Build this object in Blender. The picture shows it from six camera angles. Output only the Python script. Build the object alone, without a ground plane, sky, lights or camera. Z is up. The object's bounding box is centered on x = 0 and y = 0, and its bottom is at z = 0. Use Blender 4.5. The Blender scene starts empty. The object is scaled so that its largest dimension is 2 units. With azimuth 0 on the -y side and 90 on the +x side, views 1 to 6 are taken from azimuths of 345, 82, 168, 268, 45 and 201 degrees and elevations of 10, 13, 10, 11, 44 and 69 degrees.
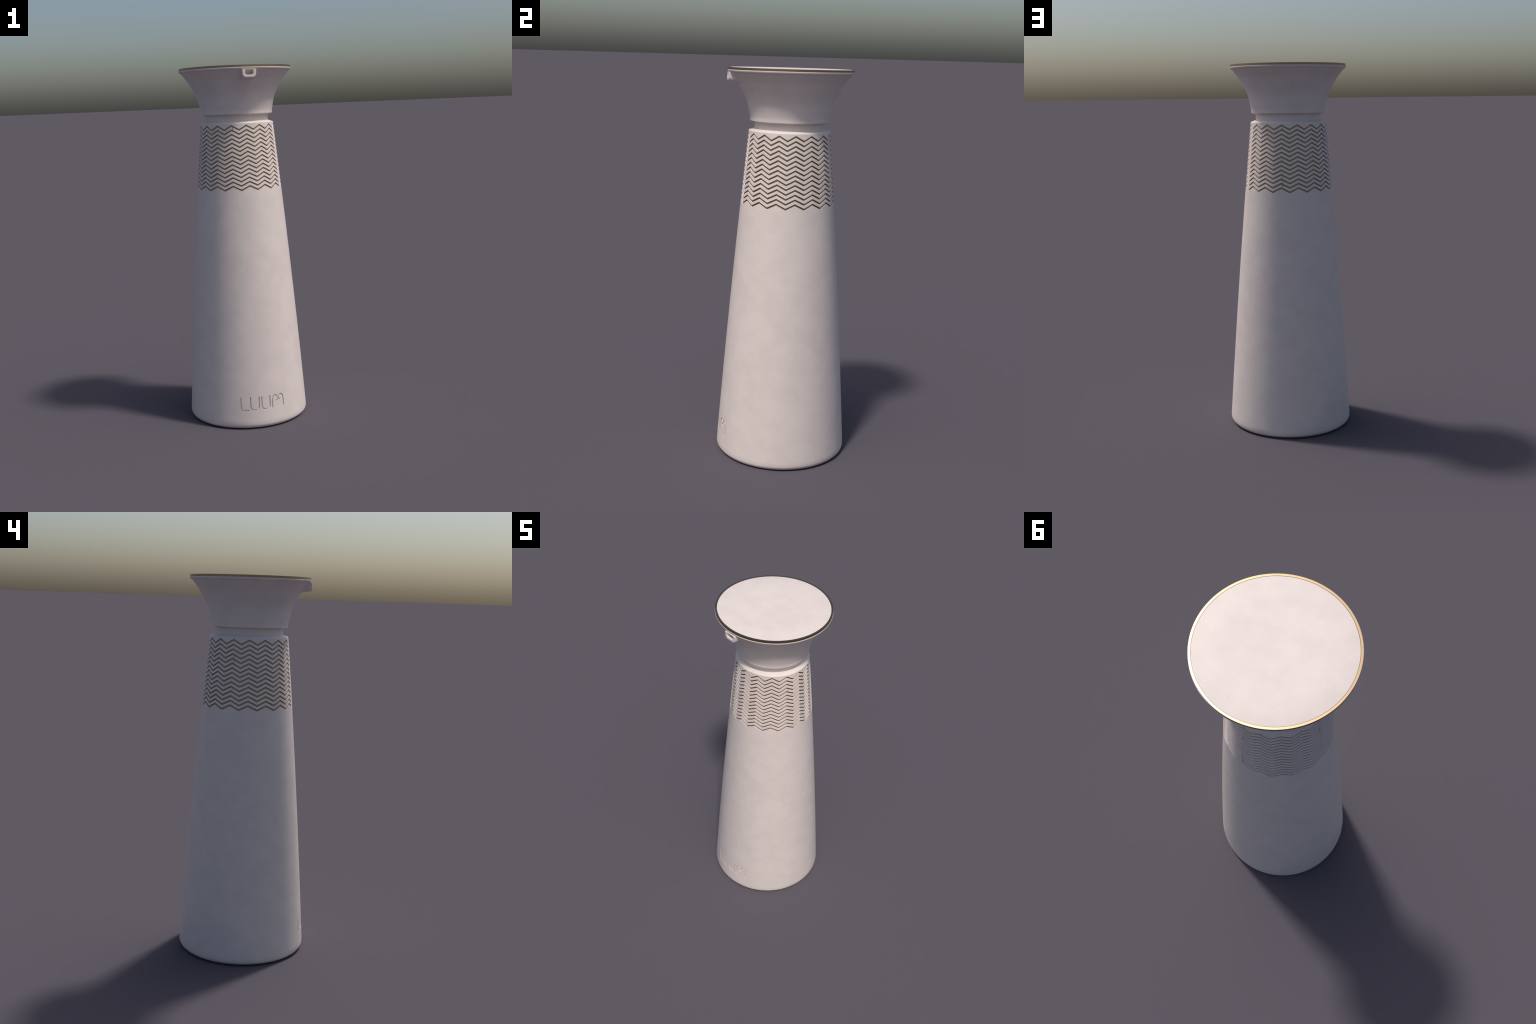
"""White tapered column lamp: flared cap with gold rim and loop, recessed neck,
zigzag-slotted collar over a gold sleeve, engraved lettering near the foot."""
import bpy, bmesh, math
from mathutils import Vector

TAU = 2 * math.pi

# ------------------------------------------------------------------ materials
def new_material(name):
    m = bpy.data.materials.new(name)
    m.use_nodes = True
    nt = m.node_tree
    return m, nt, nt.nodes["Principled BSDF"]

def white_material():
    m, nt, bsdf = new_material("speckled_white_ceramic")
    N, L = nt.nodes.new, nt.links.new
    tc = N("ShaderNodeTexCoord")
    # broad cloudy mottling
    n1 = N("ShaderNodeTexNoise")
    n1.inputs["Scale"].default_value = 11.0
    n1.inputs["Detail"].default_value = 3.0
    n1.inputs["Roughness"].default_value = 0.55
    L(tc.outputs["Object"], n1.inputs["Vector"])
    r1 = N("ShaderNodeValToRGB")
    r1.color_ramp.elements[0].position = 0.36
    r1.color_ramp.elements[0].color = WHITE_DARK
    r1.color_ramp.elements[1].position = 0.62
    r1.color_ramp.elements[1].color = WHITE_LIGHT
    L(n1.outputs["Fac"], r1.inputs["Fac"])
    # sparse pale flecks
    vo = N("ShaderNodeTexVoronoi")
    vo.inputs["Scale"].default_value = 50.0
    L(tc.outputs["Object"], vo.inputs["Vector"])
    r2 = N("ShaderNodeMapRange")
    r2.inputs["From Min"].default_value = 0.07
    r2.inputs["From Max"].default_value = 0.16
    r2.inputs["To Min"].default_value = 1.0
    r2.inputs["To Max"].default_value = 0.0
    L(vo.outputs["Distance"], r2.inputs["Value"])
    mx = N("ShaderNodeMix")
    mx.data_type = "RGBA"
    L(r2.outputs["Result"], mx.inputs["Factor"])
    L(r1.outputs["Color"], mx.inputs["A"])
    mx.inputs["B"].default_value = WHITE_FLECK
    L(mx.outputs["Result"], bsdf.inputs["Base Color"])
    bsdf.inputs["Roughness"].default_value = 0.55
    bsdf.inputs["Specular IOR Level"].default_value = 0.35
    return m

def gold_material(name, colour):
    m, nt, bsdf = new_material(name)
    N, L = nt.nodes.new, nt.links.new
    tc = N("ShaderNodeTexCoord")
    no = N("ShaderNodeTexNoise")
    no.inputs["Scale"].default_value = 40.0
    L(tc.outputs["Object"], no.inputs["Vector"])
    mr = N("ShaderNodeMapRange")
    mr.inputs["To Min"].default_value = GOLD_ROUGH - 0.03
    mr.inputs["To Max"].default_value = GOLD_ROUGH + 0.03
    L(no.outputs["Fac"], mr.inputs["Value"])
    L(mr.outputs["Result"], bsdf.inputs["Roughness"])
    bsdf.inputs["Base Color"].default_value = colour
    bsdf.inputs["Metallic"].default_value = 1.0
    return m

WHITE_DARK = (0.708, 0.614, 0.567, 1)
WHITE_LIGHT = (0.750, 0.651, 0.602, 1)
WHITE_FLECK = (0.805, 0.715, 0.67, 1)
GOLD = (0.375, 0.272, 0.172, 1)
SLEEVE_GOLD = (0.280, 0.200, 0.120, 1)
GOLD_ROUGH = 0.36
WHITE = white_material()
GOLDM = gold_material("brushed_gold", GOLD)
SLEEVEM = gold_material("darker_sleeve_gold", SLEEVE_GOLD)

# ------------------------------------------------------------------ hierarchy
root = bpy.data.objects.new("column_lamp", None)
bpy.context.collection.objects.link(root)
root["label"] = "white tapered column lamp, flared gold-rimmed top, zigzag slots"
root["category"] = "lamp"

def make_object(name, verts, faces, mat, parent=root, smooth=True, angle=35):
    me = bpy.data.meshes.new(name)
    me.from_pydata([tuple(v) for v in verts], [], faces)
    me.update()
    bm = bmesh.new()
    bm.from_mesh(me)
    bmesh.ops.recalc_face_normals(bm, faces=bm.faces)
    bm.to_mesh(me)
    bm.free()
    me.materials.append(mat)
    ob = bpy.data.objects.new(name, me)
    bpy.context.collection.objects.link(ob)
    ob.parent = parent
    if smooth:
        me.shade_smooth()
        me.set_sharp_from_angle(angle=math.radians(angle))
    return ob

def lathe(name, profile, mat, n=256, parent=root, angle=35):
    """Revolve an (r, z) profile; r == 0 ends become poles."""
    verts, rings = [], []
    for r, z in profile:
        if r < 1e-6:
            rings.append([len(verts)]); verts.append((0, 0, z))
        else:
            base = len(verts)
            for i in range(n):
                a = TAU * i / n
                verts.append((r * math.cos(a), r * math.sin(a), z))
            rings.append(list(range(base, base + n)))
    faces = []
    for A, B in zip(rings, rings[1:]):
        for i in range(n):
            j = (i + 1) % n
            if len(A) == 1:
                faces.append((A[0], B[i], B[j]))
            elif len(B) == 1:
                faces.append((A[i], B[0], A[j]))
            else:
                faces.append((A[i], A[j], B[j], B[i]))
    return make_object(name, verts, faces, mat, parent, angle=angle)

def arc(cr, cz, rad, a0, a1, n=8):
    return [(cr + rad * math.cos(math.radians(a0 + (a1 - a0) * i / n)),
             cz + rad * math.sin(math.radians(a0 + (a1 - a0) * i / n))) for i in range(n + 1)]

def smooth_profile(pts, steps=8):
    """Catmull-Rom through (r, z) control points."""
    out = []
    P = [pts[0]] + list(pts) + [pts[-1]]
    for k in range(1, len(P) - 2):
        p0, p1, p2, p3 = P[k - 1:k + 3]
        for i in range(steps):
            t = i / steps
            out.append(tuple(0.5 * (2 * b + (c - a) * t + (2 * a - 5 * b + 4 * c - d) * t * t
                                    + (3 * b - a - 3 * c + d) * t ** 3)
                             for a, b, c, d in zip(p0, p1, p2, p3)))
    out.append(pts[-1])
    return out

# ------------------------------------------------------------------ body shape
Z_SHOULDER, R_SHOULDER, R_FOOT, BULGE = 1.6955, 0.2045, 0.3435, 0.0062

def body_radius(z):
    t = (Z_SHOULDER - z) / Z_SHOULDER
    return R_SHOULDER + (R_FOOT - R_SHOULDER) * t + 4 * BULGE * t * (1 - t)

def body_slope(z):
    return (body_radius(z + 1e-4) - body_radius(z - 1e-4)) / 2e-4

# zigzag slots: 16 teeth round, 15 rows
TEETH, ROWS = 16, 15
PITCH, TOP_PEAK, AMP, SLOT, DEPTH = 0.02332, 1.6866, 0.0227, 0.0094, 0.0039
SUB = 12                                     # columns per half tooth
COLS = TEETH * 2 * SUB

def zig(a):
    """0 at a tooth peak, -AMP at a valley; peaks at multiples of 22.5 deg."""
    f = (a * TEETH / TAU) % 1.0
    return -AMP * (1 - abs(2 * f - 1)) if f <= 1 else 0

def slot_top(row, a):
    return TOP_PEAK - row * PITCH + zig(a)

def slot_bottom(row, a):
    return slot_top(row, a) - SLOT

def on_body(a, z, inset=0.0):
    r = body_radius(z) - inset
    return (r * math.cos(a), r * math.sin(a), z)

EMBED = DEPTH + 0.0015                       # walls run just into the gold sleeve
ANGLES = [TAU * i / COLS for i in range(COLS)]

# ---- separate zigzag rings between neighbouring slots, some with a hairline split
# row -> list of (angle deg, width at top edge, width at bottom edge)
SPLITS = {
    0: [(69.2, 0.0020, 0.0028), (-110.9, 0.0034, 0.0022)],
    3: [(159.2, 0.0028, 0.0020), (-110.9, 0.0005, 0.0016), (-20.8, 0.0005, 0.0018)],
    4: [(69.2, 0.0036, 0.0006), (159.2, 0.0026, 0.0016)],
    5: [(159.2, 0.0011, 0.0004)],
    6: [(159.2, 0.0006, 0.0012)],
    7: [(69.2, 0.0012, 0.0015), (-110.9, 0.0032, 0.0003)],
    10: [(69.2, 0.0012, 0.0007), (159.2, 0.0014, 0.0008)],
    11: [(69.2, 0.0028, 0.0005), (159.2, 0.0008, 0.0006)],
    12: [(69.2, 0.0014, 0.0024)],
    13: [(69.2, 0.0044, 0.0005)],
}

def zigzag_ring(row):
    cuts = sorted(SPLITS.get(row, []))
    cols = [(a, a) for a in ANGLES]
    gaps = []
    for deg, wt, wb in cuts:
        c = math.radians(deg) % TAU
        r = body_radius(slot_bottom(row, c))
        ht, hb = 1.25 * wt / (2 * r), 1.25 * wb / (2 * r)
        cols = [q for q in cols if abs(q[0] - c) > max(ht, hb) + 0.002]
        left, right = (c - ht, c - hb), (c + ht, c + hb)
        cols += [left, right]
        gaps.append(left)
    cols.sort(key=lambda q: q[0] + q[1])
    n = len(cols)
    verts, faces = [], []
    for at, ab in cols:
        zt, zb = slot_bottom(row, at), slot_top(row + 1, ab)
        verts += [on_body(at, zt, EMBED), on_body(at, zt), on_body(ab, zb), on_body(ab, zb, EMBED)]
    for i in range(n):
        j = (i + 1) % n
        a, b = 4 * i, 4 * j
        if cols[i] in gaps:                   # end walls of a split
            faces += [(a, a + 1, a + 2, a + 3), (b, b + 3, b + 2, b + 1)]
            continue
        for k in range(3):
            faces.append((a + k, b + k, b + k + 1, a + k + 1))
        faces.append((a + 3, b + 3, b, a))
    return make_object("zigzag_ring", verts, faces, WHITE)

# ---- collar: everything from the first slot up over the sloped shoulder to the neck
NECK_R = 0.1762
def collar():
    n = COLS
    rings = []
    def ring(fn): rings.append([fn(a) for a in ANGLES])
    ring(lambda a: on_body(a, slot_top(0, a), EMBED))
    ring(lambda a: on_body(a, slot_top(0, a)))
    ztop = Z_SHOULDER - 0.0015
    for k in (0.5, 1.0):
        ring(lambda a: on_body(a, slot_top(0, a) * (1 - k) + ztop * k))
    for r, z in [(R_SHOULDER - 0.0006, Z_SHOULDER - 0.0004), (R_SHOULDER - 0.0018, Z_SHOULDER + 0.0004),
                 (0.190, 1.7005), (NECK_R + 0.0005, 1.7050), (NECK_R, 1.7056),
                 (NECK_R, 1.722), (NECK_R, 1.748), (0.150, 1.748)]:
        ring(lambda a: (r * math.cos(a), r * math.sin(a), z))
    verts = [v for R in rings for v in R]
    faces = []
    for k in range(len(rings) - 1):
        for i in range(n):
            j = (i + 1) % n
            faces.append((k * n + i, k * n + j, (k + 1) * n + j, (k + 1) * n + i))
    return make_object("collar", verts, faces, WHITE, angle=25)

# ---- lower body, closed solid, later engraved
FOOT_FILLET = 0.0255
def lower_body():
    n = COLS
    rings = []
    def ring(fn): rings.append([fn(a) for a in ANGLES])
    last = ROWS - 1
    ring(lambda a: on_body(a, 1.30, 0.05))
    ring(lambda a: on_body(a, slot_bottom(last, a), EMBED + 0.004))
    ring(lambda a: on_body(a, slot_bottom(last, a)))
    z0 = 1.30
    for k in (0.5, 1.0):
        ring(lambda a: on_body(a, slot_bottom(last, a) * (1 - k) + z0 * k))
    steps = 30
    for s in range(1, steps + 1):
        z = z0 + (0.045 - z0) * s / steps
        ring(lambda a: on_body(a, z))
    for r, z in FILLET[1:]:
        ring(lambda a: (r * math.cos(a), r * math.sin(a), z))
    verts = [v for R in rings for v in R]
    faces = []
    for k in range(len(rings) - 1):
        for i in range(n):
            j = (i + 1) % n
            faces.append((k * n + i, k * n + j, (k + 1) * n + j, (k + 1) * n + i))
    top = len(verts); verts.append((0, 0, 1.30))
    bot = len(verts); verts.append((0, 0, 0.0))
    m = (len(rings) - 1) * n
    for i in range(n):
        j = (i + 1) % n
        faces.append((top, j, i))
        faces.append((bot, m + i, m + j))
    return make_object("lower_body", verts, faces, WHITE, smooth=False)

_s = -body_slope(FOOT_FILLET)
_tilt = math.atan(_s)
FC = (body_radius(FOOT_FILLET) - FOOT_FILLET / math.cos(_tilt), FOOT_FILLET)
FILLET = arc(FC[0], FC[1], FOOT_FILLET, math.degrees(_tilt), -90, 12)

# ---- lettering strokes in (arc length from the front, height)
LET_TOP, LET_BOT, STROKE, ENGRAVE = 0.1825, 0.1093, 0.0062, 0.0052

def letter_l(x):
    return [(x, LET_TOP), (x + 0.0006, 0.140), (x + 0.0018, 0.122), (x + 0.0060, 0.1130),
            (x + 0.0120, 0.1098), (x + 0.0200, LET_BOT), (x + 0.0440, LET_BOT)]

def letter_u(x, w):
    y = LET_BOT
    return [(x, LET_TOP), (x, 0.150), (x + 0.0006, 0.131), (x + 0.0035, 0.1195), (x + 0.0105, y + 0.0030),
            (x + w / 2, y), (x + w - 0.0105, y + 0.0030), (x + w - 0.0035, 0.1195), (x + w - 0.0006, 0.131),
            (x + w, 0.150), (x + w, LET_TOP)]

def letter_m_half(cx, sgn):
    """one leg, hump, and half of the little crossing loop in the middle"""
    pts = [(-0.0357, LET_BOT - 0.0005), (-0.0357, 0.136), (-0.0353, 0.154), (-0.0315, 0.1705), (-0.0235, 0.1785),
           (-0.0150, 0.1798), (-0.0070, 0.1745), (0.0000, 0.1660), (0.0060, 0.1570), (0.0080, 0.1518),
           (0.0055, 0.1482), (0.0000, 0.1470)]
    return [(cx + sgn * p[0], p[1]) for p in pts]

def curve_points(ctrl, steps=6):
    return smooth_profile(ctrl, steps)

R_LET = 0.333
def stroke_cutter(ctrl):
    pts = curve_points(ctrl)
    # extend ends by nothing; build a rectangular ribbon across the surface
    verts, faces = [], []
    n = len(pts)
    for i, (s, z) in enumerate(pts):
        a, b = pts[max(i - 1, 0)], pts[min(i + 1, n - 1)]
        tx, tz = b[0] - a[0], b[1] - a[1]
        l = math.hypot(tx, tz) or 1
        nx, nz = -tz / l * STROKE / 2, tx / l * STROKE / 2
        for sx in (1, -1):
            ss, zz = s + sx * nx, z + sx * nz
            ang = -math.pi / 2 + ss / R_LET
            verts += [on_body(ang, zz, ENGRAVE), on_body(ang, zz, -0.004)]
    for i in range(n - 1):
        a, b = 4 * i, 4 * (i + 1)
        faces += [(a, b, b + 1, a + 1), (a + 1, b + 1, b + 3, a + 3),
                  (a + 3, b + 3, b + 2, a + 2), (a + 2, b + 2, b, a)]
    e = 4 * (n - 1)
    faces += [(0, 1, 3, 2), (e, e + 2, e + 3, e + 1)]
    return make_object("stroke_cutter", verts, faces, WHITE, parent=None, smooth=False)

def engrave(body):
    strokes = [letter_l(-0.1262), letter_u(-0.0712, 0.0482), letter_u(-0.0076, 0.0482),
               letter_m_half(0.0902, -1), letter_m_half(0.0902, 1)]
    cutters = [stroke_cutter(s) for s in strokes]
    for c in cutters:
        mod = body.modifiers.new("engrave", "BOOLEAN")
        mod.operation, mod.solver, mod.object = "DIFFERENCE", "EXACT", c
    dg = bpy.context.evaluated_depsgraph_get()
    me = bpy.data.meshes.new_from_object(body.evaluated_get(dg))
    me.name = "lower_body"
    body.modifiers.clear()
    body.data = me
    for c in cutters:
        cm = c.data
        bpy.data.objects.remove(c)
        bpy.data.meshes.remove(cm)

def revolve_normal(v):
    r = math.hypot(v.x, v.y)
    if r < 1e-6:
        return Vector((0, 0, -1))
    if v.z < FOOT_FILLET + 1e-4 and r > FC[0] - 1e-4:
        nr, nz = r - FC[0], v.z - FC[1]
    else:
        nr, nz = 1.0, -body_slope(v.z)
    n = Vector((nr * v.x / r, nr * v.y / r, nz))
    return n.normalized()

def true_normals(ob):
    """exact surface-of-revolution normals on the outside, flat ones in the cuts"""
    me = ob.data
    me.shade_smooth()
    out = []
    for p in me.polygons:
        outer = True
        for vi in p.vertices:
            v = me.vertices[vi].co
            r = math.hypot(v.x, v.y)
            target = body_radius(v.z) if v.z > FOOT_FILLET else None
            if target is not None and abs(r - target) > 2e-4:
                outer = False; break
        if outer and p.center.z > 0.001 and p.normal.dot(revolve_normal(p.center)) > 0.97:
            for vi in p.vertices:
                out.append(revolve_normal(me.vertices[vi].co))
        else:
            for vi in p.vertices:
                out.append(p.normal.copy())
    me.normals_split_custom_set(out)

# ------------------------------------------------------------------ build body
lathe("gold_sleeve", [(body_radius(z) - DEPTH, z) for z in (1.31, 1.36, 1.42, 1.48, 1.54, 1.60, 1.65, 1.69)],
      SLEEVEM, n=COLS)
collar()
for row in range(ROWS - 1):
    zigzag_ring(row)
low = lower_body()
engrave(low)
true_normals(low)

# ------------------------------------------------------------------ flared cap
flare = smooth_profile([(0.2003, 1.7445), (0.2014, 1.7620), (0.2046, 1.7800), (0.2088, 1.8000), (0.2142, 1.8240),
                        (0.2215, 1.8460), (0.2320, 1.8695), (0.2445, 1.8920), (0.2560, 1.9115), (0.2660, 1.9283),
                        (0.2780, 1.9443), (0.2900, 1.9590), (0.3018, 1.9735)], 6)
cap_profile = ([(0.150, 1.7375), (NECK_R, 1.7375), (0.1990, 1.7437), (0.1999, 1.7440)] + flare +
               [(0.3026, 1.9755)] +
               [(0.3050, 1.9758), (0.3080, 1.9767), (0.3105, 1.9786), (0.3122, 1.9813), (0.3131, 1.9842), (0.3135, 1.9868),
                (0.3134, 1.9876), (0.3130, 1.9882), (0.3124, 1.9884), (0.300, 1.9884), (0.150, 1.9884)])
lathe("flared_cap", cap_profile, WHITE, n=256, angle=25)

# gold rim ring and recessed top disc
G_OUT, G_IN = 0.3124, 0.3034
rim = [(G_IN, 1.9880), (G_IN, 2.0), (G_OUT, 2.0), (G_OUT, 1.9880)]
lathe("gold_rim", rim, GOLDM, n=320, angle=20)
D_R = 0.3023
lathe("top_disc", [(D_R, 1.985), (D_R, 1.9990)] + arc(D_R - 0.0006, 1.9990, 0.0006, 0, 90, 3) + [(0.2, 1.9996), (0.0, 1.9996)],
      WHITE, n=256)

# ------------------------------------------------------------------ loop under the rim
def rounded_box(hw_top, hw_bot, z0, z1, r_bot, r_top, n=6):
    pts = []
    for cx, cz, rad, a0 in [(hw_bot - r_bot, z0 + r_bot, r_bot, -90), (hw_top - r_top, z1 - r_top, r_top, 0),
                            (-hw_top + r_top, z1 - r_top, r_top, 90), (-hw_bot + r_bot, z0 + r_bot, r_bot, 180)]:
        for i in range(n + 1):
            a = math.radians(a0 + 90 * i / n)
            pts.append((cx + rad * math.cos(a), cz + rad * math.sin(a)))
    return pts

def strap_loop():
    outer = rounded_box(0.0385, 0.0372, 1.9335, 1.9754, 0.0180, 0.0015)
    inner = rounded_box(0.0222, 0.0222, 1.9474, 1.9735, 0.0095, 0.0070)
    n = len(outer)
    y_front, y_back = -0.3150, -0.262
    E = 0.0012
    def shrink(P, d):
        cx, cz = 0, sum(p[1] for p in P) / len(P)
        hw = max(p[0] for p in P); hz = max(abs(p[1] - cz) for p in P)
        return [(x * (1 - d / hw), cz + (z - cz) * (1 - d / hz)) for x, z in P]
    def drop(P, d):                            # underside sinks a little toward the cap
        zmin, zmax = min(p[1] for p in P), max(p[1] for p in P)
        return [(x, z - d * (1 - (z - zmin) / (zmax - zmin))) for x, z in P]
    layers = [(drop(outer, 0.008), y_back), (outer, y_front + E), (shrink(outer, E * 0.35), y_front + E * 0.3),
              (shrink(outer, E), y_front), (shrink(inner, -E), y_front), (shrink(inner, -E * 0.3), y_front + E * 0.35),
              (inner, y_front + E), (inner, y_back)]
    verts, faces = [], []
    for P, y in layers:
        verts += [(x, y, z) for x, z in P]
    for k in range(len(layers) - 1):
        for i in range(n):
            j = (i + 1) % n
            faces.append((k * n + i, k * n + j, (k + 1) * n + j, (k + 1) * n + i))
    return make_object("strap_loop", verts, faces, WHITE, angle=40)
strap_loop()
